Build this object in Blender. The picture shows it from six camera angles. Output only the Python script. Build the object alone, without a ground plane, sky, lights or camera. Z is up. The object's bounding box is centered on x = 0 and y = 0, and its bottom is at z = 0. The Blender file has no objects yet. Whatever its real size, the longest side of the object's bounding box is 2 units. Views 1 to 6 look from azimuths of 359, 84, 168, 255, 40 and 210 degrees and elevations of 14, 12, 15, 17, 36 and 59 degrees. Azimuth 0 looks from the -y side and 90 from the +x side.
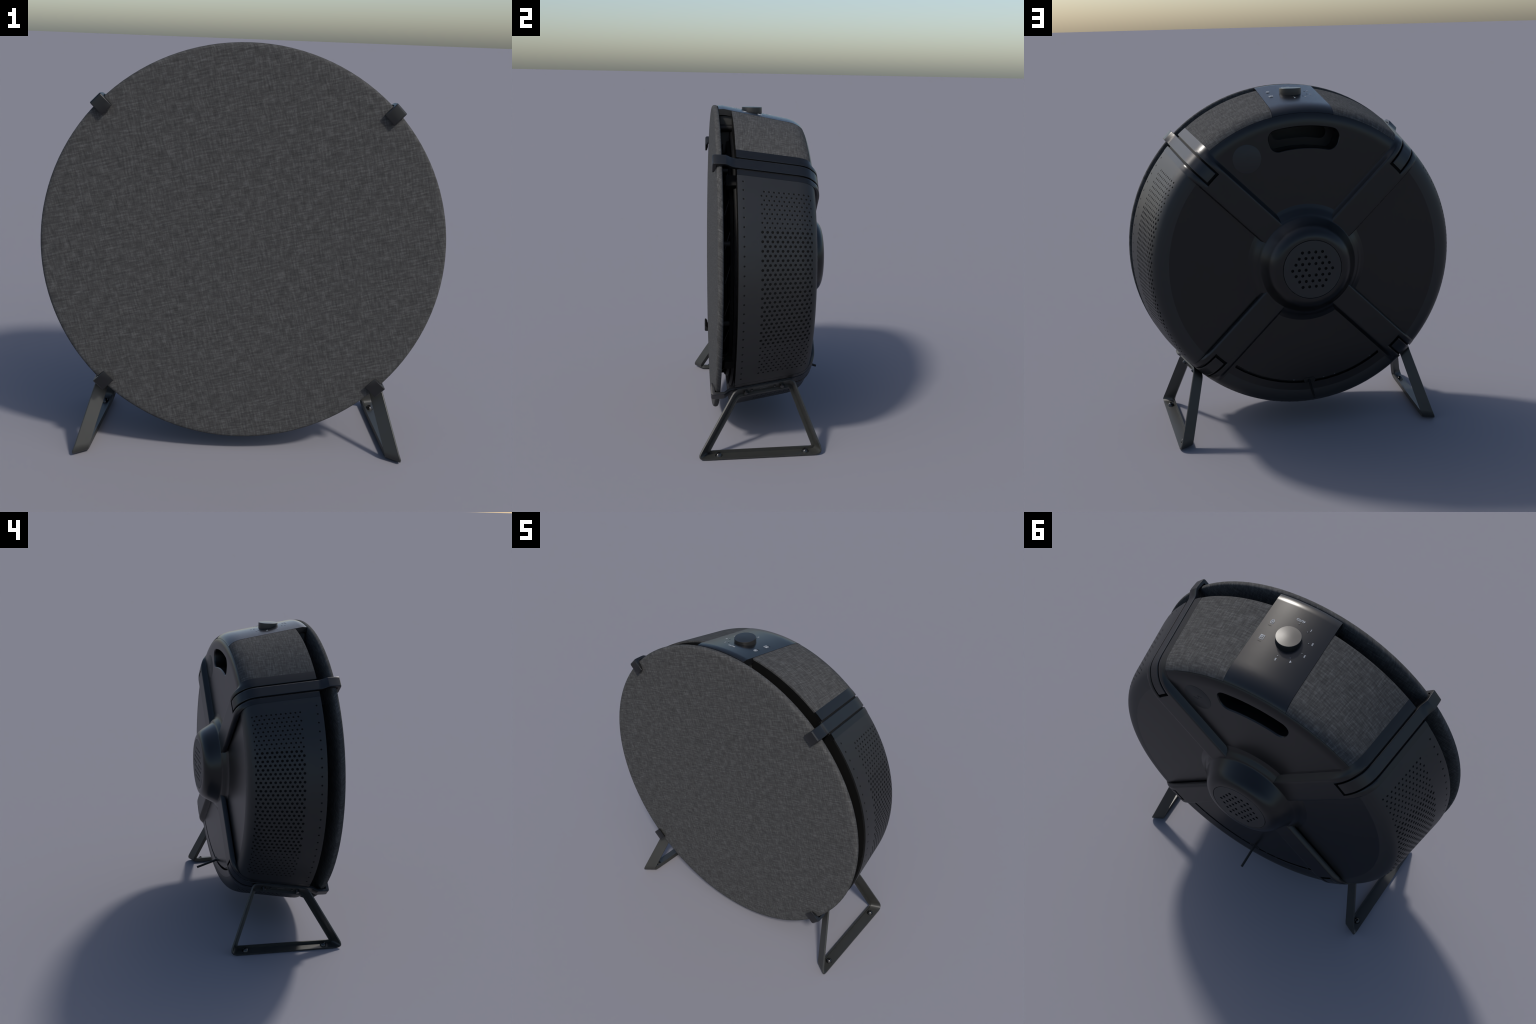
"""Round drum-shaped air purifier with a fabric front cover, perforated sides,
a four-armed back cross, strap clips, two bent-bar legs and a knob panel."""
import bpy, bmesh, math
from math import sin, cos, pi, sqrt, asin, atan2, radians, hypot
from mathutils import Vector, Matrix

CZ = 1.039                 # height of the drum axis (axis runs along y)
DIAG = radians(45)

# --------------------------------------------------------------- helpers
def lerp(a, b, f): return a + (b - a) * f
def smooth(f):
    f = min(1.0, max(0.0, f)); return f * f * (3 - 2 * f)
def bez(p0, p1, p2, p3, n):
    out = []
    for i in range(n + 1):
        f = i / n; g = 1 - f
        out.append(tuple(g**3*a + 3*g*g*f*b + 3*g*f*f*c + f**3*d for a, b, c, d in zip(p0, p1, p2, p3)))
    return out

def make(name, verts, faces, mat, parent=None, angle=35, smooth_shade=True, fix=True):
    me = bpy.data.meshes.new(name)
    me.from_pydata([tuple(v) for v in verts], [], faces)
    bm = bmesh.new(); bm.from_mesh(me)
    bmesh.ops.remove_doubles(bm, verts=bm.verts, dist=1e-5)
    if fix: bmesh.ops.recalc_face_normals(bm, faces=bm.faces)
    bm.to_mesh(me); bm.free()
    if smooth_shade:
        me.polygons.foreach_set("use_smooth", [True] * len(me.polygons))
        me.set_sharp_from_angle(angle=radians(angle))
    ob = bpy.data.objects.new(name, me)
    bpy.context.scene.collection.objects.link(ob)
    if mat: me.materials.append(mat)
    if parent: ob.parent = parent
    return ob

def grid_faces(nr, nc, wrap=False, off=0):
    f = []
    for i in range(nr - 1):
        for j in range(nc if wrap else nc - 1):
            k = (j + 1) % nc
            f.append((off+i*nc+j, off+i*nc+k, off+(i+1)*nc+k, off+(i+1)*nc+j))
    return f

def axis_point(r, y, th): return (r * cos(th), y, CZ + r * sin(th))

def lathe(name, prof, mat, parent, n=128, angle=35):
    """full turn about the drum axis; prof = [(r, y)...]"""
    v = [axis_point(r, y, 2*pi*j/n) for r, y in prof for j in range(n)]
    return make(name, v, grid_faces(len(prof), n, True), mat, parent, angle)

def sector(name, prof, a_of_r, b_of_r, n, mat, parent, angle=35):
    """part of a turn whose two limits depend on the radius"""
    v = []
    for r, y in prof:
        a, b = a_of_r(r), b_of_r(r)
        v += [axis_point(r, y, lerp(a, b, j / n)) for j in range(n + 1)]
    return make(name, v, grid_faces(len(prof), n + 1), mat, parent, angle)

def apply_boolean(ob, cutter, op='DIFFERENCE'):
    m = ob.modifiers.new("cut", 'BOOLEAN'); m.operation = op; m.object = cutter; m.solver = 'EXACT'
    dg = bpy.context.evaluated_depsgraph_get()
    me = bpy.data.meshes.new_from_object(ob.evaluated_get(dg))
    ob.modifiers.remove(m)
    old = ob.data; nm = old.name
    ob.data = me; bpy.data.meshes.remove(old); me.name = nm
    bpy.data.objects.remove(cutter)
    me.polygons.foreach_set("use_smooth", [True] * len(me.polygons))
    me.set_sharp_from_angle(angle=radians(35))

def add_bevel(ob, w, seg=2, ang=40):
    m = ob.modifiers.new("bevel", 'BEVEL'); m.width = w; m.segments = seg
    m.limit_method = 'ANGLE'; m.angle_limit = radians(ang); m.harden_normals = False

# --------------------------------------------------------------- materials
class Nodes:
    def __init__(self, name):
        self.mat = bpy.data.materials.new(name); self.mat.use_nodes = True
        self.t = self.mat.node_tree; self.bsdf = self.t.nodes["Principled BSDF"]
    def n(self, typ, **kw):
        nd = self.t.nodes.new(typ)
        for k, v in kw.items(): setattr(nd, k, v)
        return nd
    def link(self, a, b): self.t.links.new(a, b)
    def val(self, sock, x):
        if hasattr(x, "is_output"): self.link(x, sock)
        else: sock.default_value = x
    def math(self, op, a, b=None, c=None, clamp=False):
        nd = self.n("ShaderNodeMath", operation=op, use_clamp=clamp)
        self.val(nd.inputs[0], a)
        if b is not None: self.val(nd.inputs[1], b)
        if c is not None: self.val(nd.inputs[2], c)
        return nd.outputs[0]
    def obj_xyz(self):
        tc = self.n("ShaderNodeTexCoord"); s = self.n("ShaderNodeSeparateXYZ")
        self.link(tc.outputs["Object"], s.inputs[0]); return s.outputs
    def vec(self, x, y, z):
        c = self.n("ShaderNodeCombineXYZ")
        for i, q in enumerate((x, y, z)): self.val(c.inputs[i], q)
        return c.outputs[0]
    def noise(self, vec, scale, detail=2.0, rough=0.5):
        nd = self.n("ShaderNodeTexNoise"); nd.inputs["Scale"].default_value = scale
        nd.inputs["Detail"].default_value = detail; nd.inputs["Roughness"].default_value = rough
        self.link(vec, nd.inputs["Vector"]); return nd.outputs["Fac"]
    def mix(self, fac, a, b):
        nd = self.n("ShaderNodeMix", data_type='RGBA')
        self.val(nd.inputs[0], fac); self.val(nd.inputs[6], a); self.val(nd.inputs[7], b)
        return nd.outputs[2]
    def bump(self, h, strength, dist):
        nd = self.n("ShaderNodeBump"); nd.inputs["Strength"].default_value = strength
        nd.inputs["Distance"].default_value = dist
        self.link(h, nd.inputs["Height"]); self.link(nd.outputs[0], self.bsdf.inputs["Normal"])

def rgba(c): return (c[0], c[1], c[2], 1.0)

def plastic(name, col, rough, spec=0.5, mottling=0.10, metallic=0.0, grain=0.0):
    m = Nodes(name)
    x, y, z = m.obj_xyz()
    f = m.noise(m.vec(x, y, z), 9.0, 3.0)
    g = m.noise(m.vec(x, y, z), 420.0, 2.0)
    lo = [c * (1 - mottling) for c in col]; hi = [c * (1 + mottling) for c in col]
    m.link(m.mix(f, rgba(lo), rgba(hi)), m.bsdf.inputs["Base Color"])
    r = m.math('MULTIPLY_ADD', f, 0.02, rough - 0.01)
    m.link(r, m.bsdf.inputs["Roughness"])
    m.bsdf.inputs["Specular IOR Level"].default_value = spec
    m.bsdf.inputs["Metallic"].default_value = metallic
    if grain: m.bump(g, grain, 0.001)
    return m.mat

def polar(m, x, z):
    """angle about the drum axis"""
    dz = m.math('SUBTRACT', z, CZ)
    return m.math('ARCTAN2', dz, x)

def fabric(name, wrapped):
    """cross-woven melange cloth: long light and dark threads in two directions"""
    m = Nodes(name)
    x, y, z = m.obj_xyz()
    if wrapped:
        u = m.math('MULTIPLY', polar(m, x, z), 0.93); v = y; tilt = radians(4)
    else:
        u = m.math('MULTIPLY_ADD', y, 0.6, x); v = m.math('MULTIPLY_ADD', y, 0.8, z); tilt = radians(14)
    c, s = cos(tilt), sin(tilt)
    a = m.math('ADD', m.math('MULTIPLY', u, c), m.math('MULTIPLY', v, s))
    b = m.math('SUBTRACT', m.math('MULTIPLY', v, c), m.math('MULTIPLY', u, s))
    # slow wobble so threads are not ruled lines
    wob = m.noise(m.vec(a, b, 0.0), 6.0, 2.0)
    a2 = m.math('MULTIPLY_ADD', wob, 0.010, a); b2 = m.math('MULTIPLY_ADD', wob, 0.010, b)
    weft = m.noise(m.vec(m.math('MULTIPLY', a2, 16.0), m.math('MULTIPLY', b2, 125.0), 3.0), 1.0, 3.0, 0.6)
    warp = m.noise(m.vec(m.math('MULTIPLY', a2, 125.0), m.math('MULTIPLY', b2, 16.0), 7.0), 1.0, 3.0, 0.6)
    patch = m.noise(m.vec(a, b, 1.0), 34.0, 3.0, 0.6)
    fine = m.noise(m.vec(a, b, 5.0), 330.0, 1.0)
    t = m.math('ADD', m.math('MULTIPLY', weft, 0.40), m.math('MULTIPLY', warp, 0.36))
    t = m.math('ADD', t, m.math('MULTIPLY', patch, 0.16))
    t = m.math('ADD', t, m.math('MULTIPLY', fine, 0.08))
    ramp = m.n("ShaderNodeValToRGB"); m.link(t, ramp.inputs[0])
    e = ramp.color_ramp.elements
    e[0].position = 0.39; e[0].color = rgba((0.0362, 0.036, 0.0357))
    mid = e.new(0.50); mid.color = rgba((0.0550, 0.0547, 0.0542))
    e[2].position = 0.63; e[2].color = rgba((0.0935, 0.0932, 0.0925))
    m.link(ramp.outputs[0], m.bsdf.inputs["Base Color"])
    m.bsdf.inputs["Roughness"].default_value = 0.95
    m.bsdf.inputs["Specular IOR Level"].default_value = 0.15
    m.bump(m.math('ADD', weft, warp), 0.25, 0.002)
    return m.mat

def perforated(name, centre_deg, col):
    """sheet with a staggered field of punched holes and one line of dots near
    the front edge; hole rows run round the drum, columns run front to back"""
    m = Nodes(name)
    x, y, z = m.obj_xyz()
    c = radians(centre_deg)
    # rotate so the panel centre sits on angle 0
    dz = m.math('SUBTRACT', z, CZ)
    xr = m.math('ADD', m.math('MULTIPLY', x, cos(c)), m.math('MULTIPLY', dz, sin(c)))
    zr = m.math('SUBTRACT', m.math('MULTIPLY', dz, cos(c)), m.math('MULTIPLY', x, sin(c)))
    ang = m.math('ARCTAN2', zr, xr)
    rad = m.math('SQRT', m.math('ADD', m.math('MULTIPLY', x, x), m.math('MULTIPLY', dz, dz)))
    # arc length front to back along the profile: y plus what is lost in radius over the shoulder
    along = m.math('ADD', y, m.math('MULTIPLY', m.math('MAXIMUM', m.math('SUBTRACT', 0.868, rad), 0.0), 0.75))
    row = radians(1.613); first = radians(34.6)
    k = m.math('DIVIDE', m.math('SUBTRACT', first, ang), row)
    kr = m.math('ROUND', k)
    dk = m.math('MULTIPLY', m.math('SUBTRACT', k, kr), row * 0.92)
    odd = m.math('ABSOLUTE', m.math('MODULO', kr, 2.0))
    start = m.math('MULTIPLY_ADD', odd, -0.0145, -0.050)
    cc = m.math('DIVIDE', m.math('SUBTRACT', along, start), 0.0283)
    cr = m.math('ROUND', cc)
    dc = m.math('MULTIPLY', m.math('SUBTRACT', cc, cr), 0.0283)
    d = m.math('SQRT', m.math('ADD', m.math('MULTIPLY', dk, dk), m.math('MULTIPLY', dc, dc)))
    big = m.math('LESS_THAN', m.math('ABSOLUTE', m.math('SUBTRACT', kr, 21.5)), 13.0)
    hole_r = m.math('MULTIPLY_ADD', big, 0.0022, 0.0061)
    def inside(a, lo, hi):
        return m.math('MULTIPLY', m.math('GREATER_THAN', a, lo), m.math('LESS_THAN', a, hi))
    fld = m.math('MULTIPLY', inside(kr, -0.5, 43.5), inside(cr, -0.5, 10.5))
    fld = m.math('MULTIPLY', fld, m.math('LESS_THAN', cr, m.math('ADD', odd, 9.5)))
    mr = m.n("ShaderNodeMapRange", interpolation_type='SMOOTHSTEP')
    m.link(m.math('SUBTRACT', d, hole_r), mr.inputs["Value"])
    mr.inputs["From Min"].default_value = -0.0022; mr.inputs["From Max"].default_value = 0.0014
    mr.inputs["To Min"].default_value = 1.0; mr.inputs["To Max"].default_value = 0.0
    holes = m.math('MULTIPLY', mr.outputs[0], fld)
    # single line of dots
    q = m.math('DIVIDE', m.math('SUBTRACT', radians(37.8), ang), radians(3.24))
    qr = m.math('ROUND', q)
    dq = m.math('MULTIPLY', m.math('SUBTRACT', q, qr), radians(3.24) * 0.94)
    dy = m.math('ADD', y, 0.165)
    dd = m.math('SQRT', m.math('ADD', m.math('MULTIPLY', dq, dq), m.math('MULTIPLY', dy, dy)))
    mr2 = m.n("ShaderNodeMapRange", interpolation_type='SMOOTHSTEP')
    m.link(dd, mr2.inputs["Value"])
    mr2.inputs["From Min"].default_value = 0.003; mr2.inputs["From Max"].default_value = 0.0074
    mr2.inputs["To Min"].default_value = 1.0; mr2.inputs["To Max"].default_value = 0.0
    dots = m.math('MULTIPLY', mr2.outputs[0], inside(qr, -0.5, 23.5))
    mask = m.math('MAXIMUM', holes, dots)
    f = m.noise(m.vec(x, y, z), 8.0, 3.0)
    base = m.mix(f, rgba([k_ * 0.92 for k_ in col]), rgba([k_ * 1.08 for k_ in col]))
    m.link(m.mix(mask, base, rgba((0.0060, 0.0062, 0.0064))), m.bsdf.inputs["Base Color"])
    m.link(m.math('MULTIPLY_ADD', mask, 0.35, 0.46), m.bsdf.inputs["Roughness"])
    m.link(m.math('MULTIPLY_ADD', mask, -0.45, 0.5), m.bsdf.inputs["Specular IOR Level"])
    m.bump(m.math('SUBTRACT', 1.0, mask), 0.4, 0.003)
    return m.mat

GRILLE = (0.0120, 0.0123, 0.0127)
M_fab_front = fabric("melange_cloth_flat", False)
M_fab_wrap = fabric("melange_cloth_wrapped", True)
M_black = plastic("black_plastic", (0.0052, 0.0052, 0.0054), 0.28, 0.44)
M_gloss = plastic("satin_black_panel", (0.0068, 0.0070, 0.0075), 0.25, 0.5)
M_strap = plastic("satin_black_strap", (0.0058, 0.0061, 0.0068), 0.33)
M_leg = plastic("coated_dark_steel", (0.0255, 0.0260, 0.0240), 0.40, grain=0.03)
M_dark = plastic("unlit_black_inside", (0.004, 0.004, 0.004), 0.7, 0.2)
M_house = plastic("dark_grey_housing", (0.030, 0.030, 0.028), 0.6)
M_inner = plastic("inner_black_plastic", (0.005, 0.005, 0.005), 0.5, 0.25)
M_knob = plastic("knob_black", (0.013, 0.0132, 0.0128), 0.30)
M_bolt = plastic("black_bolt", (0.008, 0.008, 0.008), 0.22, 0.6)
M_label = plastic("grey_print", (0.42, 0.44, 0.47), 0.6)
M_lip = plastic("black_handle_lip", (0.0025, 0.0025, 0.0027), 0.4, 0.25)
M_sticker = plastic("grey_sticker", (0.0120, 0.0130, 0.0140), 0.45)
M_mark = plastic("sticker_print", (0.016, 0.017, 0.018), 0.6)
M_pad = plastic("cord_rubber", (0.005, 0.005, 0.005), 0.5, 0.3)
M_catch = plastic("grey_catch", (0.030, 0.034, 0.038), 0.4)
M_g = {d: perforated("perforated_sheet_" + n, d, GRILLE) for d, n in ((0, "a"), (180, "b"), (-90, "c"))}

# --------------------------------------------------------------- root
root = bpy.data.objects.new("air_purifier", None)
root.empty_display_size = 0.2
bpy.context.scene.collection.objects.link(root)
root["label"] = "round dark drum air purifier with grey fabric front on two legs"
root["category"] = "air purifier"

# --------------------------------------------------------------- drum profile
SLOPE = 0.184
def side_r(y): return 0.9498 - SLOPE * (y + 0.197)
Y_PLATE = 0.2555
R_FLAT = 0.772
side = [(side_r(y), y) for y in [lerp(-0.197, 0.151, i / 16) for i in range(17)]]
shoulder = bez((side_r(0.151), 0.151), (0.8685, 0.2355), (0.834, Y_PLATE), (R_FLAT, Y_PLATE), 20)[1:]
shell_prof = side + shoulder
def shell_at(r):
    """y of the drum skin at radius r, on the shoulder"""
    if r <= R_FLAT: return Y_PLATE
    for a, b in zip(shell_prof[:-1], shell_prof[1:]):
        if a[0] >= r >= b[0]: return lerp(a[1], b[1], (a[0]-r)/(a[0]-b[0]))
    return shell_prof[0][1]
lip = [(0.935, -0.150), (0.936, -0.1955), (0.938, -0.1975), (0.9485, -0.1975)]

def band_angle(diag, t):
    """angle of the line that runs parallel to a diagonal at sideways offset t"""
    return lambda r: diag + asin(max(-1, min(1, t / r)))

T_UP, T_LO = 0.101, 0.0785      # band edge towards the top/bottom cloth, and towards the side grilles
# perforated side panels and the perforated bottom panel
grille_prof = lip + shell_prof[1:]
for deg, nm in ((0, "side_grille"), (180, "side_grille"), (-90, "bottom_grille")):
    c = radians(deg)
    ta = T_LO
    sector(nm, grille_prof,
           lambda r, c=c: c - DIAG + asin(ta / r), lambda r, c=c: c + DIAG - asin(ta / r),
           72, M_g[deg], root)

# cloth panels either side of the control panel, ending on the shoulder
PANEL_HALF = 0.1705
cloth_prof = lip + [p for p in shell_prof[1:] if p[0] > 0.8425] + [(0.8418, shell_at(0.8418)), (0.8398, shell_at(0.8398)), (0.836, shell_at(0.836) - 0.006)]
def panel_edge(r): return asin((PANEL_HALF + 0.0012) / r)
for sgn in (1, -1):
    if sgn > 0:
        a = lambda r: DIAG + asin(T_UP / r); b = lambda r: pi/2 - panel_edge(r)
    else:
        a = lambda r: pi/2 + panel_edge(r); b = lambda r: 3*DIAG - asin(T_UP / r)
    sector("fabric_panel", cloth_prof, a, b, 40, M_fab_wrap, root)

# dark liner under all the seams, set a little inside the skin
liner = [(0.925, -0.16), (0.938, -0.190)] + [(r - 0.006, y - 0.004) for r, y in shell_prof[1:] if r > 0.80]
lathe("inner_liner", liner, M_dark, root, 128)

# --------------------------------------------------------------- control panel
cp_prof = [(0.885, -0.277), (0.9545, -0.2775), (0.9575, -0.2762), (0.9590, -0.2735), (0.9592, -0.2600), (side_r(-0.247) + 0.0012, -0.247)]
cp_prof += [(side_r(y) + 0.0012, y) for y in [lerp(-0.235, 0.151, i / 18) for i in range(19)]]
cp_prof += [(r + 0.001, y + 0.0008) for r, y in shoulder if r > 0.8425] + [(0.8418, shell_at(0.8418) + 0.0008), (0.8398, shell_at(0.8398) + 0.0005), (0.836, shell_at(0.836) - 0.006)]
NX = 24
v = []
for r, y in cp_prof:
    for j in range(NX + 1):
        x = lerp(-PANEL_HALF, PANEL_HALF, j / NX)
        v.append((x, y, CZ + sqrt(r * r - x * x)))
# side skirts so that the part that reaches to the cover has depth
f = grid_faces(len(cp_prof), NX + 1)
base = len(v)
rows = len(cp_prof)
for i, (r, y) in enumerate(cp_prof):
    for j in (0, NX):
        x, yy, zz = v[i * (NX + 1) + j]
        v.append((x, yy, zz - 0.035))
for i in range(rows - 1):
    for s_, j in ((0, 0), (1, NX)):
        f.append((i*(NX+1)+j, (i+1)*(NX+1)+j, base+2*(i+1)+s_, base+2*i+s_))
control = make("control_panel", v, f, M_gloss, root, 30)

def panel_frame(x, y, lift=0.0):
    """matrix on the panel surface: local x to the right for a reader in front, local z outwards"""
    r = side_r(y) + 0.0012
    z = CZ + sqrt(r * r - x * x)
    n = Vector((x / r, SLOPE, (z - CZ) / r)).normalized()
    ex = (Vector((1, 0, 0)) - n * n.x).normalized()
    ey = n.cross(ex)
    m = Matrix((ex, ey, n)).transposed().to_4x4()
    m.translation = Vector((x, y, z)) + n * lift
    return m

# box that carries the panel down behind the cover, with a rounded cross rail
def box(name, x0, x1, y0, y1, z0, z1, mat, parent, bev=0.004):
    vv = [(x, y, z) for x in (x0, x1) for y in (y0, y1) for z in (z0, z1)]
    ff = [(0,1,3,2), (4,6,7,5), (0,4,5,1), (2,3,7,6), (0,2,6,4), (1,5,7,3)]
    o = make(name, vv, ff, mat, parent, 30)
    if bev: add_bevel(o, bev, 2)
    return o
box("control_housing", -0.158, 0.158, -0.270, -0.18, 1.71, 1.945, M_house, control, 0.006)
def rod(name, p0, p1, rad, mat, parent, n=24, bev=0.0):
    p0, p1 = Vector(p0), Vector(p1); ax = (p1 - p0).normalized()
    u = ax.orthogonal().normalized(); w = ax.cross(u)
    vv, ff = [], []
    prof = [(0, 0), (rad - bev, 0), (rad, bev), (rad, (p1-p0).length - bev), (rad - bev, (p1-p0).length), (0, (p1-p0).length)]
    for r_, l_ in prof:
        vv += [p0 + ax*l_ + (u*cos(2*pi*j/n) + w*sin(2*pi*j/n))*r_ for j in range(n)]
    ff = grid_faces(len(prof), n, True)
    return make(name, vv, ff, mat, parent, 35)
rod("housing_rail", (-0.166, -0.274, 1.868), (-0.166, -0.19, 1.868), 0.022, M_inner, control, 24, 0.003)
rod("housing_rail", (0.166, -0.274, 1.868), (0.166, -0.19, 1.868), 0.022, M_inner, control, 24, 0.003)

# turning knob: upright disc on the sloping panel
KX, KY, KR = 0.0, -0.0612, 0.0628
kprof = [(0.0, 1.9936), (0.015, 1.9934), (0.030, 1.9929), (0.050, 1.9920), (0.0612, 1.9915), (0.0624, 1.9905), (KR, 1.9885), (0.0632, 1.955), (0.0622, 1.935), (0.0, 1.935)]
n = 64
v = [(KX + r*cos(2*pi*j/n), KY + r*sin(2*pi*j/n), z) for r, z in kprof for j in range(n)]
make("knob", v, grid_faces(len(kprof), n, True), M_knob, control, 24)

# printed words, figures and marks on the panel
def label(txt, x, y, size):
    cu = bpy.data.curves.new("label", 'FONT'); cu.body = txt; cu.size = size
    cu.align_x = 'CENTER'; cu.align_y = 'CENTER'; cu.extrude = 0.0004
    cu.offset = size * 0.012
    o = bpy.data.objects.new("label_tmp", cu); bpy.context.scene.collection.objects.link(o)
    bpy.context.view_layer.update()
    me = bpy.data.meshes.new_from_object(o.evaluated_get(bpy.context.evaluated_depsgraph_get()))
    bpy.data.objects.remove(o); bpy.data.curves.remove(cu)
    me.materials.clear(); me.materials.append(M_label)
    ob = bpy.data.objects.new("label", me); bpy.context.scene.collection.objects.link(ob)
    ob.matrix_world = panel_frame(x, y, 0.0009); ob.parent = control
    return ob
label("AUTO", 0.001, -0.1780, 0.0165)
DIAL = (0.0, -0.0625)
for i, ch in enumerate("12345"):
    a = radians(-90 - 36 * (i + 1))
    label(ch, DIAL[0] + 0.1155*cos(a), DIAL[1] + 0.1155*sin(a), 0.0185)
def flat_shape(name, loops, x, y, mat, lift=0.0009, th=0.0008):
    """outlines given as closed strips in the panel's own frame"""
    mtx = panel_frame(x, y, lift); vv, ff = [], []
    for outer, inner in loops:
        nn = len(outer); o = len(vv)
        for ring, h in ((outer, 0), (outer, th), (inner, th), (inner, 0)):
            vv += [mtx @ Vector((p[0], p[1], h)) for p in ring]
        for a_ in range(3):
            for j in range(nn):
                ff.append((o+a_*nn+j, o+a_*nn+(j+1) % nn, o+(a_+1)*nn+(j+1) % nn, o+(a_+1)*nn+j))
    return make(name, vv, ff, mat, control, 30)
def ring_pts(r, n=16, cx=0, cy=0): return [(cx + r*cos(2*pi*i/n), cy + r*sin(2*pi*i/n)) for i in range(n)]
def outline(pts, w):
    """closed outline and the same outline pulled in by about w"""
    cx = sum(p[0] for p in pts)/len(pts); cy = sum(p[1] for p in pts)/len(pts)
    inn = []
    for px, py in pts:
        d = hypot(px-cx, py-cy); k = max(0.05, (d - w)/d); inn.append((cx+(px-cx)*k, cy+(py-cy)*k))
    return pts, inn
for i in range(6):                         # lamps next to the figures
    a = radians(-90 - 36 * i)
    flat_shape("indicator", [(ring_pts(0.0042, 14), ring_pts(0.0004, 14))], DIAL[0] + 0.0962*cos(a), DIAL[1] + 0.0962*sin(a), M_bolt, 0.0004)
    flat_shape("indicator_dot", [(ring_pts(0.0014, 10), ring_pts(0.0002, 10))], DIAL[0] + 0.0962*cos(a), DIAL[1] + 0.0962*sin(a), M_label, 0.0013, 0.0003)
sh = [(-0.009, 0.010), (0.0, 0.0135), (0.009, 0.010), (0.009, -0.002), (0.005, -0.009), (0.0, -0.0125), (-0.005, -0.009), (-0.009, -0.002)]
lockbody = [(-0.004, 0.002), (0.004, 0.002), (0.004, -0.005), (-0.004, -0.005)]
flat_shape("symbol", [outline(sh, 0.0022), outline(lockbody, 0.0016), (ring_pts(0.0036, 12, 0, 0.003), ring_pts(0.0021, 12, 0, 0.003))], 0.1200, -0.1168, M_label)
sq = [(-0.011, 0.0125), (0.011, 0.0125), (0.011, -0.0125), (-0.011, -0.0125)]
flat_shape("symbol", [outline(sq, 0.0026), (ring_pts(0.0085, 18, 0.004, -0.003), ring_pts(0.0065, 18, 0.004, -0.003)), (ring_pts(0.004, 12, 0.004, -0.003), ring_pts(0.0022, 12, 0.004, -0.003))], 0.1205, -0.0215, M_label)
for yy in (-0.0925, 0.0015):
    bar = [(-0.009, 0.0011), (0.009, 0.0011), (0.009, -0.0011), (-0.009, -0.0011)]
    flat_shape("indicator", [(bar, [(p[0]*0.9, p[1]*0.1) for p in bar])], 0.1225, yy, M_bolt, 0.0004)
flat_shape("indicator_dot", [(ring_pts(0.0020, 10), ring_pts(0.0002, 10))], 0.0, -0.0625 + 0.0962, M_label, 0.0013, 0.0003)

# --------------------------------------------------------------- front cover
FR, FY0, FY1 = 0.961, -0.3105, -0.2780
cov = [(0.0, FY0), (0.5, FY0), (0.93, FY0), (0.944, FY0 + 0.0008)]
cov += bez((0.944, FY0 + 0.0008), (0.956, FY0 + 0.002), (FR - 0.001, FY0 + 0.007), (FR, FY0 + 0.016), 6)[1:]
cov += bez((FR, FY0 + 0.016), (FR, FY1 - 0.006), (FR - 0.003, FY1 - 0.001), (FR - 0.010, FY1), 5)[1:]
cov += [(0.93, FY1 + 0.002), (0.0, FY1 + 0.002)]
lathe("front_cover", cov, M_fab_front, root, 128, 50)

# --------------------------------------------------------------- inner drum seen through the front gap
drum = [(0.9375, -0.170), (0.9370, -0.1925), (0.9340, -0.1950), (0.830, -0.1970), (0.822, -0.2120), (0.770, -0.2140),
        (0.762, -0.2300), (0.640, -0.243), (0.628, -0.262), (0.0, -0.262)]
lathe("inner_drum", drum, M_inner, root, 128, 30)
for dg in (17.4, -19.3, -41.3, 54, 126, 162.6, 199.3, 221.3, 255, 285):
    a = radians(dg); R = 0.737
    rod("spacer_pin", axis_point(R, -0.281, a), axis_point(R, -0.185, a), 0.0165, M_inner, root, 20, 0.002)
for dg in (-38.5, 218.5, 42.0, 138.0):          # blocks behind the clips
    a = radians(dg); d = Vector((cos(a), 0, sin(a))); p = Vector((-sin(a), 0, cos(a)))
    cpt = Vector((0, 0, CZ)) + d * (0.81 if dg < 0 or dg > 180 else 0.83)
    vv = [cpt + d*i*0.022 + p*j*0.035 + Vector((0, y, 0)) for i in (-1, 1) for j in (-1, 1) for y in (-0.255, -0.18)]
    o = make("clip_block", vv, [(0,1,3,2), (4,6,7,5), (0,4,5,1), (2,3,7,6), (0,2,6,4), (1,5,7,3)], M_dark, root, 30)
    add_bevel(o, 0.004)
ribs_v, ribs_f = [], []
for i in range(24):                              # slanting vanes between drum steps
    a0 = 2*pi*i/24; a1 = a0 + radians(10); o = len(ribs_v)
    for a, y in ((a0, -0.262), (a1, -0.224)):
        for rr, dyy in ((0.70, 0), (0.75, 0), (0.75, 0.004), (0.70, 0.004)):
            ribs_v.append(axis_point(rr, y + dyy, a))
    for j in range(4): ribs_f.append((o+j, o+(j+1) % 4, o+4+(j+1) % 4, o+4+j))
    ribs_f += [(o, o+1, o+2, o+3), (o+7, o+6, o+5, o+4)]
o = make("vanes", ribs_v, ribs_f, M_inner, root, 30); o["kind"] = "stuff"

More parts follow.
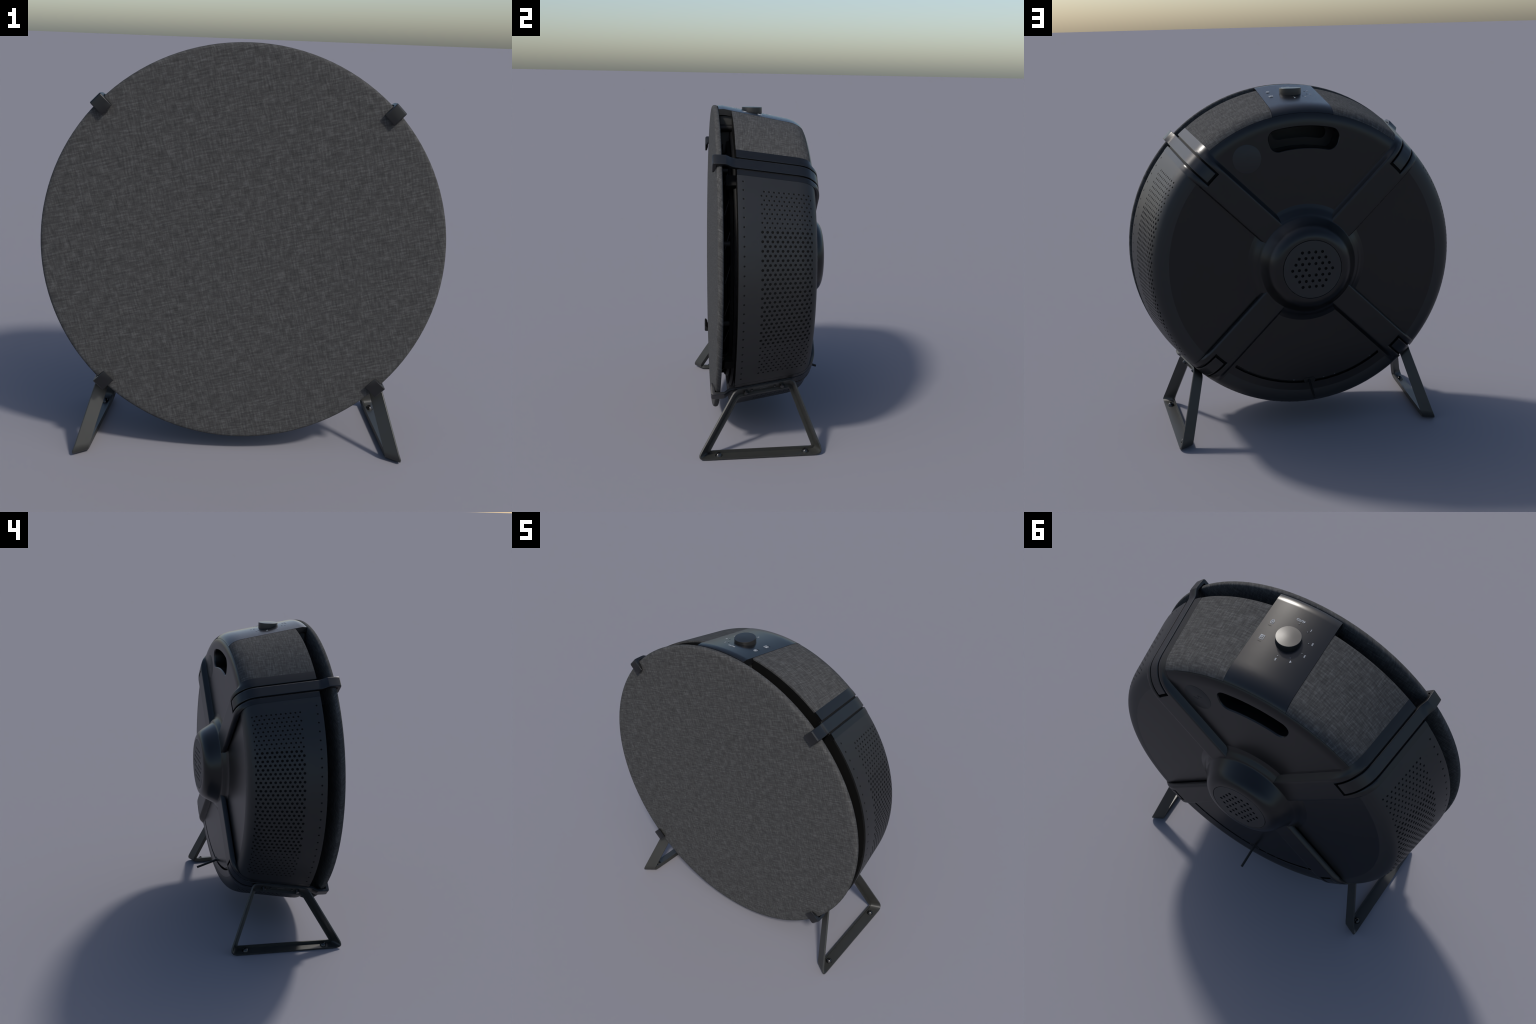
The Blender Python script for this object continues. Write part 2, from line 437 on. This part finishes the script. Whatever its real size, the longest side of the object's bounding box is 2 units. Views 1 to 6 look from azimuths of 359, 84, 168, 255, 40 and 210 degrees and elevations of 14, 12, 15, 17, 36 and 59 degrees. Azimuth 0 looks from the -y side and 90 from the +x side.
# --------------------------------------------------------------- back plate
TH = 288
rim = [p for p in shoulder if p[0] < 0.8405]     # rounded rim, only in the top sector
rim = [(0.8375, shell_at(0.8375) - 0.006), (0.8382, shell_at(0.8382) - 0.0006)] + [p for p in rim if p[0] < 0.837]
rings = [(r, Y_PLATE) for r in (0.06, 0.2, 0.335, 0.45, 0.56, 0.66, R_FLAT)]
v, f = [], []
def in_top(th):
    th = th % (2*pi); a = DIAG + asin(0.078/0.8); b = 3*DIAG - asin(0.078/0.8)
    return a <= th <= b
cols = [2*pi*j/TH for j in range(TH)]
prof_n = None
for th in cols:
    top = in_top(th)
    outer = list(reversed(rim)) if top else [(R_FLAT + 0.0002*i, Y_PLATE - 0.004*(i+1)) for i in range(len(rim))]
    pr = rings + outer + [(outer[-1][0] - 0.004, 0.20), (0.70, 0.10), (0.06, 0.10)]
    prof_n = len(pr)
    v += [axis_point(r, y, th) for r, y in pr]
for j in range(TH):
    k = (j + 1) % TH
    for i in range(prof_n - 1):
        f.append((j*prof_n+i, j*prof_n+i+1, k*prof_n+i+1, k*prof_n+i))
f.append([j*prof_n for j in range(TH)]); f.append([j*prof_n + prof_n-1 for j in range(TH)])
plate = make("back_plate", v, f, M_black, root, 40)

def arc_slot(rc, half_t, half_a, corner, ysteps, centre=pi/2, n=48):
    """closed cutter following an arc: list of (y, grow) slices"""
    L = rc * half_a
    outline2 = []
    for cxs, cys, a0 in ((L-corner, half_t-corner, 0), (-(L-corner), half_t-corner, 90), (-(L-corner), -(half_t-corner), 180), (L-corner, -(half_t-corner), 270)):
        for i in range(9):
            a = radians(a0 + 90*i/8); outline2.append((cxs, cys, cos(a), sin(a)))
    # add points along the long sides
    def sample(grow):
        pts = [(c[0] + (corner+grow)*c[2], c[1] + (corner+grow)*c[3]) for c in outline2]
        out = []
        for i in range(len(pts)):
            a, b = pts[i], pts[(i+1) % len(pts)]
            m_ = 16 if hypot(a[0]-b[0], a[1]-b[1]) > L*0.5 else 1
            out += [(lerp(a[0], b[0], q/m_), lerp(a[1], b[1], q/m_)) for q in range(m_)]
        return out
    vv, nn = [], 0
    for y, g in ysteps:
        s_ = sample(g); nn = len(s_)
        vv += [axis_point(rc + p[1], y, centre - p[0]/rc) for p in s_]
    ff = grid_faces(len(ysteps), nn, True)
    ff.append(list(range(nn))); ff.append(list(range((len(ysteps)-1)*nn, len(ysteps)*nn)))
    return vv, ff
vv, ff = arc_slot(0.7085, 0.0575, 0.274, 0.046, [(0.275, 0.0065), (Y_PLATE + 0.001, 0.0065), (Y_PLATE - 0.0005, 0.0045), (Y_PLATE - 0.004, 0.0015), (Y_PLATE - 0.010, 0.0), (0.09, 0.0)])
apply_boolean(plate, make("cutter", vv, ff, None))
vv, ff = arc_slot(0.7195, 0.0085, radians(36.4), 0.008, [(0.27, 0.001), (Y_PLATE + 0.0005, 0.001), (Y_PLATE - 0.002, 0.0), (0.232, 0.0)], centre=-pi/2)
apply_boolean(plate, make("cutter", vv, ff, None))
# inside of the carrying handle: deep tapering pocket, open towards the back
vv, ff = arc_slot(0.7085, 0.0590, 0.277, 0.047, [(Y_PLATE - 0.008, 0.0), (0.16, -0.001), (0.06, -0.006), (-0.020, -0.010)])
ff = ff[:-2] + ff[-1:]
recess = make("handle_recess", vv, ff, M_house, plate, 40, fix=False)  # lighter grey than the plate, tinted so the pocket floor looks lit
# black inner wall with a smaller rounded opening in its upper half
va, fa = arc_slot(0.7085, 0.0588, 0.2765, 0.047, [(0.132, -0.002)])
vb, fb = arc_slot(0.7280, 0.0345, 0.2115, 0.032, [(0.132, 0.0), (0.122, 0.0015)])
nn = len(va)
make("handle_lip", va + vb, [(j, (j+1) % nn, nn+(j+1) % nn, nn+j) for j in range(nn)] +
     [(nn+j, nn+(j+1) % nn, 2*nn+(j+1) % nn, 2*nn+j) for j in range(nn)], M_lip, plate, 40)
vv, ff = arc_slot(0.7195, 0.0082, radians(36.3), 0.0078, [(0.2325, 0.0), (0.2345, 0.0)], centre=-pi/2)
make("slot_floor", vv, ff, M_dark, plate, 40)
vv, ff = arc_slot(0.7150, 0.0016, radians(35.6), 0.0020, [(0.2335, 0.0), (0.2480, 0.0)], centre=-pi/2)
make("slot_rail", vv, ff, M_black, plate, 40)
for dg in (-122, -103, -97.5, -83, -60):
    a = radians(dg)
    rod("slot_catch", axis_point(0.7100, 0.238, a), axis_point(0.7100, Y_PLATE + 0.002, a), 0.0042, M_catch, plate, 10, 0.001)
# cord with its grommet
a = radians(-90.5)
vv, ff = arc_slot(0.7130, 0.0160, 0.050, 0.0158, [(0.2335, 0.0), (Y_PLATE, 0.0), (Y_PLATE + 0.003, -0.002)], centre=a)
make("cord_grommet", vv, ff, M_pad, plate, 40)
rod("cord", (-0.0045, 0.247, 0.330), (0.0008, 0.3965, 0.2785), 0.0078, M_pad, plate, 16, 0.0008)
# round sticker
n = 48
sx, sz = 0.3195, 1.6450
v = []
for r, y in ((0.0, 0.0011), (0.0775, 0.0011), (0.0785, 0.0006), (0.0788, -0.001)):
    v += [(sx + r*cos(2*pi*j/n), Y_PLATE + y, sz + r*sin(2*pi*j/n)) for j in range(n)]
sticker = make("sticker", v, grid_faces(4, n, True), M_sticker, plate, 40)
# a small arrow-like mark printed on the sticker
def strip2(pts, w):
    out_v, out_f = [], []
    for (x0, z0), (x1, z1) in zip(pts[:-1], pts[1:]):
        d = Vector((x1-x0, z1-z0)).normalized(); q = Vector((-d.y, d.x)) * w; o = len(out_v)
        for yy in (Y_PLATE + 0.0012, Y_PLATE + 0.0018):
            for px, pz, s_ in ((x0, z0, 1), (x1, z1, 1), (x1, z1, -1), (x0, z0, -1)):
                out_v.append((sx + px + q.x*s_, yy, sz + pz + q.y*s_))
        out_f += [(o, o+1, o+2, o+3), (o+7, o+6, o+5, o+4)] + [(o+j, o+4+j, o+4+(j+1) % 4, o+(j+1) % 4) for j in range(4)]
    return out_v, out_f
vv, ff = strip2([(0.024, -0.012), (-0.002, -0.012), (-0.002, 0.012), (-0.024, 0.012)], 0.0018)
make("printed_mark", vv, ff, M_mark, sticker, 40)

# --------------------------------------------------------------- hub
hub = [(0.345, Y_PLATE - 0.003), (0.338, Y_PLATE + 0.0004), (0.322, Y_PLATE + 0.0035), (0.304, Y_PLATE + 0.014), (0.290, Y_PLATE + 0.030),
       (0.2815, 0.2890), (0.2768, 0.2912), (0.2715, 0.2965), (0.2400, 0.3500)]
hub += bez((0.2400, 0.3500), (0.2290, 0.3690), (0.2130, 0.3905), (0.1850, 0.3965), 10)[1:]
hub += [(0.1760, 0.3978), (0.1675, 0.3983)]
hub += [(0.1662, 0.3970), (0.1660, 0.390), (0.0, 0.390)]
hub_ob = lathe("hub", hub, M_black, root, 96, 40)
cap = [(0.0, 0.388), (0.1640, 0.388), (0.1640, 0.3972), (0.1630, 0.3984), (0.0, 0.3988)]
cap = [(max(r, 0.0), y) for r, y in cap]
n = 96
v = [axis_point(r, y, 2*pi*j/n) for r, y in cap[1:4] for j in range(n)]
f = grid_faces(3, n, True); f.append(list(range(n))); f.append(list(range(2*n, 3*n)))
cap_ob = make("hub_cap", v, f, M_sticker, hub_ob, 40)
hv, hf = [], []
PIT = 0.0377
for q in range(-3, 4):
    for s_ in range(-3, 4):
        if abs(q + s_) > 3 or (q == 0 and s_ == 0): continue
        x = PIT * (q + s_ / 2); z = PIT * s_ * sqrt(3)/2
        o = len(hv); m_ = 14
        for y in (0.3905, 0.402):
            hv += [(x + 0.0088*cos(2*pi*j/m_), y, CZ + z + 0.0088*sin(2*pi*j/m_)) for j in range(m_)]
        hf += [(o+j, o+(j+1) % m_, o+m_+(j+1) % m_, o+m_+j) for j in range(m_)]
        hf += [tuple(range(o, o+m_)), tuple(range(o+m_, o+2*m_))]
apply_boolean(cap_ob, make("cutter", hv, hf, None))
lathe("cap_backing", [(0.0, 0.3906), (0.150, 0.3906), (0.150, 0.3896)], M_dark, hub_ob, 48)

# --------------------------------------------------------------- cross arms with strap groove
T_TOP, T_FOOT = 0.0690, 0.0900
H_TOP = 0.2908                                    # y of the arm's flat top
arm_line = [(side_r(y), y) for y in [lerp(-0.197, 0.140, i / 16) for i in range(17)]]
arm_line += bez((side_r(0.140), 0.140), (0.8665, 0.2500), (0.803, 0.2875), (0.715, H_TOP), 24)[1:]
arm_line += [(lerp(0.715, 0.250, i / 18), H_TOP) for i in range(1, 19)]
def arm_outer():
    """arm skin: r, y, normal and the height of the plain skin below it"""
    out = []; N = len(arm_line)
    line = [(r, y if y < 0.12 else max(y, shell_at(r) + 0.0022 * smooth((y - 0.12) / 0.08))) for r, y in arm_line]
    for i, (r, y) in enumerate(line):
        a = line[max(0, i-1)]; b = line[min(N-1, i+1)]
        tr, ty = b[0]-a[0], b[1]-a[1]; L = hypot(tr, ty)
        out.append((r, y, ty/L, -tr/L, min(y, shell_at(r))))
    return out
ARM = arm_outer()
GH, GD, G_END = 0.0430, 0.022, 0.7215
def cut_rows():
    """insert a doubled row where the strap groove ends"""
    rows_ = []
    for i, a in enumerate(ARM):
        rows_.append((a, a[0] > G_END))
        if i + 1 < len(ARM) and a[0] > G_END >= ARM[i+1][0] and a[1] > 0.2:
            e = (G_END, lerp(ARM[i][1], ARM[i+1][1], 0.5), 0.0, 1.0, Y_PLATE)
            rows_.append((e, True)); rows_.append(((G_END - 0.0008,) + e[1:], False))
    return rows_
T_COLS_OUT = [T_TOP - 0.004, T_TOP - 0.0012, T_TOP + 0.0012, T_TOP + 0.005, lerp(T_TOP, T_FOOT, 0.6), T_FOOT - 0.003]
def weight(t):
    t = abs(t)
    if t <= T_TOP - 0.004: return 1.0
    if t >= T_FOOT: return 0.0
    if t <= T_TOP + 0.0012:
        q = (t - (T_TOP - 0.004)) / 0.0052; return 1 - 0.07*q*q
    q = (t - T_TOP - 0.0012) / (T_FOOT - T_TOP - 0.0012)
    return 0.93 * (1 - q) ** 1.15
def cross_arm(diag, up_sign):
    d = Vector((cos(diag), 0, sin(diag))); p = Vector((-sin(diag), 0, cos(diag))) * up_sign
    lo = [-T_LO] + [-t for t in reversed(T_COLS_OUT) if t < T_LO]
    ts = lo + [-0.055, -GH - 0.0025, -GH, -GH + 0.0006, -0.02, 0.0, 0.02, GH - 0.0006, GH, GH + 0.0025, 0.055] + T_COLS_OUT + [T_FOOT, T_UP]
    vv = []
    rws = cut_rows()
    for (r, y, nr, ny, h), grooved in rws:
        for t in ts:
            e = 0.0006
            if grooved and abs(t) < GH - 0.0003: e -= GD
            elif grooved and abs(t) <= GH: e -= 0.0015
            rr, yy = r + nr*e, lerp(h, y, weight(t)) + ny*e
            rho = sqrt(max(rr*rr - t*t, 1e-6))
            q = Vector((0, yy, CZ)) + d*rho + p*t
            vv.append(q)
    nr_, nc_ = len(rws), len(ts)
    ff = grid_faces(nr_, nc_)
    # close the front end and skirts along both long edges
    o = len(vv)
    for j, t in enumerate(ts):
        q = vv[j]; vv.append(q - d*0.03)
    ff += [(j, j+1, o+j+1, o+j) for j in range(nc_-1)]
    for edge in (0, nc_-1):
        o = len(vv)
        for i in range(nr_):
            (r, y, nr, ny, h), g = rws[i]
            q = vv[i*nc_+edge]; vv.append(q - d*nr*0.012 - Vector((0, ny*0.012, 0)))
        ff += [(i*nc_+edge, (i+1)*nc_+edge, o+i+1, o+i) for i in range(nr_-1)]
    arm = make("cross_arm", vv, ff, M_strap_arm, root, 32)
    arm.data.materials.append(M_dark)            # groove faces painted blacker than the arm to deepen the gap's shadow
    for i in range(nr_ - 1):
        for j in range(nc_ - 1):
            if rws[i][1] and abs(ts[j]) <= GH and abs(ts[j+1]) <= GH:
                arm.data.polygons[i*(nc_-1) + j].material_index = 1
    return arm
M_strap_arm = plastic("black_plastic_arm", (0.0052, 0.0052, 0.0055), 0.33, 0.45)
for dg, up in ((45, 1), (135, -1), (225, 1), (315, -1)):
    cross_arm(radians(dg), up)

# --------------------------------------------------------------- strap clips
SW, STH = 0.0330, 0.016
path = []                                       # (outer r, y, inner r, y)
for r, y, nr, ny, h in reversed(ARM):
    if y > 0.2 and r < 0.737: continue
    e = 0.0008
    path.append((r+nr*e, y+ny*e, r+nr*(e-STH), y+ny*(e-STH)))
path.insert(0, (0.7372, H_TOP - 0.0008, 0.7372, H_TOP - STH))
front = [(0.9518, -0.206, 0.936, -0.208), (0.9560, -0.219, 0.9400, -0.224), (0.9640, -0.233, 0.9520, -0.240), (0.9735, -0.246, 0.9615, -0.252),
         (0.9795, -0.256, 0.9650, -0.258), (0.9815, -0.268, 0.9655, -0.268), (0.9830, -0.300, 0.9660, -0.300), (0.9835, -0.318, 0.9660, -0.3105),
         (0.9822, -0.327, 0.9650, -0.3112), (0.9760, -0.3318, 0.9640, -0.3115), (0.9700, -0.3330, 0.9600, -0.3118), (0.9400, -0.3332, 0.9400, -0.3122),
         (0.9120, -0.3330, 0.9120, -0.3200), (0.9060, -0.3312, 0.9080, -0.3240)]
path += front
ch = 0.0042
sec = [(-SW, 1.0), (-SW, 0.22), (-SW + 0.0008, 0.08), (-SW + ch, 0.0), (0.0, 0.0), (SW - ch, 0.0), (SW - 0.0008, 0.08), (SW, 0.22), (SW, 1.0)]
v = []
for ro, yo, ri, yi in path:
    for t, q in sec:
        v.append((t, lerp(yo, yi, q), lerp(ro, ri, q)))     # local frame: radial along +z, width along x
nc = len(sec)
f = grid_faces(len(path), nc, True)
f.append(list(range(nc))); f.append([(len(path)-1)*nc + j for j in range(nc)])
strap = make("clip_strap", v, f, M_strap, root, 18)
for i, dg in enumerate((45, 135, 225, 315)):
    ob = strap if i == 0 else strap.copy()
    if i: bpy.context.scene.collection.objects.link(ob)
    ob.location = (0, 0, CZ)
    ob.rotation_euler = (0, radians(90 - dg), 0)

# --------------------------------------------------------------- legs
def leg(sx_):
    """flat bar bent into a four-cornered loop; upper edge lies on the lower strap, lower edge on the floor"""
    def on_strap(y, t):
        r = side_r(y) + 0.0018
        return Vector((r*cos(DIAG) + t*cos(DIAG), y, CZ - r*sin(DIAG) + t*sin(DIAG)))
    W = 0.0345
    outer = [on_strap(-0.196, W), on_strap(0.158, W), Vector((0.7735, 0.337, 0.0)), Vector((0.8125, -0.425, 0.0))]
    inner = [on_strap(-0.182, -W), on_strap(0.152, -W), Vector((0.7030, 0.305, 0.004)), Vector((0.7425, -0.380, 0.004))]
    rads = [0.034, 0.034, 0.062, 0.062]
    def rounded(c):
        pts = []
        for i in range(4):
            p = c[i]; a = (c[i-1] - p).normalized(); b = (c[(i+1) % 4] - p).normalized()
            r = rads[i]
            p0, p2 = p + a*r, p + b*r
            for k in range(9):
                q = k/8; pts.append(p0*(1-q)**2 + p*2*q*(1-q) + p2*q*q)
        return pts
    A, B = rounded(outer), rounded(inner)
    N = len(A); TK, TS, FT = 0.028, 0.010, 0.010
    vv = []
    for i in range(N):
        mid = (A[i]+B[i])/2
        def nrm(P):
            T = (P[(i+1) % N] - P[i-1]).normalized(); Wv = (B[i]-A[i]).normalized()
            nn = T.cross(Wv).normalized(); return nn
        cen = sum(outer + inner, Vector())/8
        na, nb = nrm(A), nrm(B)
        if na.dot(cen - A[i]) < 0: na = -na
        if nb.dot(cen - B[i]) < 0: nb = -nb
        wv = (B[i]-A[i]).normalized(); c = 0.0018
        # angle section: thin flat strip with an upright flange along its inner edge
        ring = [A[i] + wv*c, A[i] + na*c, A[i] + na*TS, B[i] - wv*FT + nb*TS,
                B[i] - wv*FT + nb*TK, B[i] + nb*TK, B[i] + nb*c, B[i] - wv*c]
        vv += [(q.x*sx_, q.y, q.z) for q in ring]
    ff = []
    for i in range(N):
        k = (i+1) % N
        for j in range(8):
            m_ = (j+1) % 8; ff.append((i*8+j, i*8+m_, k*8+m_, k*8+j))
    lg = make("leg", vv, ff, M_leg, root, 32)
    # fixing bolts on the upper bar
    def flip(p): return (p.x*sx_, p.y, p.z)
    rad_dir = Vector((cos(DIAG), 0, -sin(DIAG)))
    for y in (-0.128, 0.088):
        p = on_strap(y, 0.004) + rad_dir*0.008
        rod("bolt", flip(p), flip(p + rad_dir*0.022), 0.0135, M_bolt, lg, 16, 0.003)
    for y in (-0.093, 0.045):
        p = on_strap(y, 0.006) + rad_dir*0.009
        rod("rivet", flip(p), flip(p + rad_dir*0.009), 0.0065, M_bolt, lg, 12, 0.002)
    p0 = on_strap(-0.045, 0.006) + rad_dir*0.0105; p1 = on_strap(0.002, 0.006) + rad_dir*0.0105
    rod("raised_seam", flip(p0), flip(p1), 0.0035, M_leg, lg, 10, 0.001)
    # dome-headed screws in the floor bar
    for q in (0.155, 0.865):
        base_ = (outer[3]*(1-q) + outer[2]*q + inner[3]*(1-q) + inner[2]*q)/2
        up = Vector((0.06, 0, 1)).normalized()
        bx, by, bz = base_.x, base_.y, base_.z + TS - 0.001
        dv = []
        pr = [(0.0210, 0.0), (0.0205, 0.004), (0.0170, 0.012), (0.0110, 0.0180), (0.0080, 0.0195), (0.0065, 0.0140), (0.0, 0.0140)]
        m_ = 24
        for r, z in pr:
            for j in range(m_):
                rr = r * (1 - 0.14*(0.5 + 0.5*cos(6*2*pi*j/m_)) * smooth(z/0.02)) if r > 0.007 else r
                dv.append(((bx + rr*cos(2*pi*j/m_))*sx_, by + rr*sin(2*pi*j/m_), bz + z))
        make("screw", dv, grid_faces(len(pr), m_, True), M_bolt, lg, 40)
    return lg
leg(1); leg(-1)
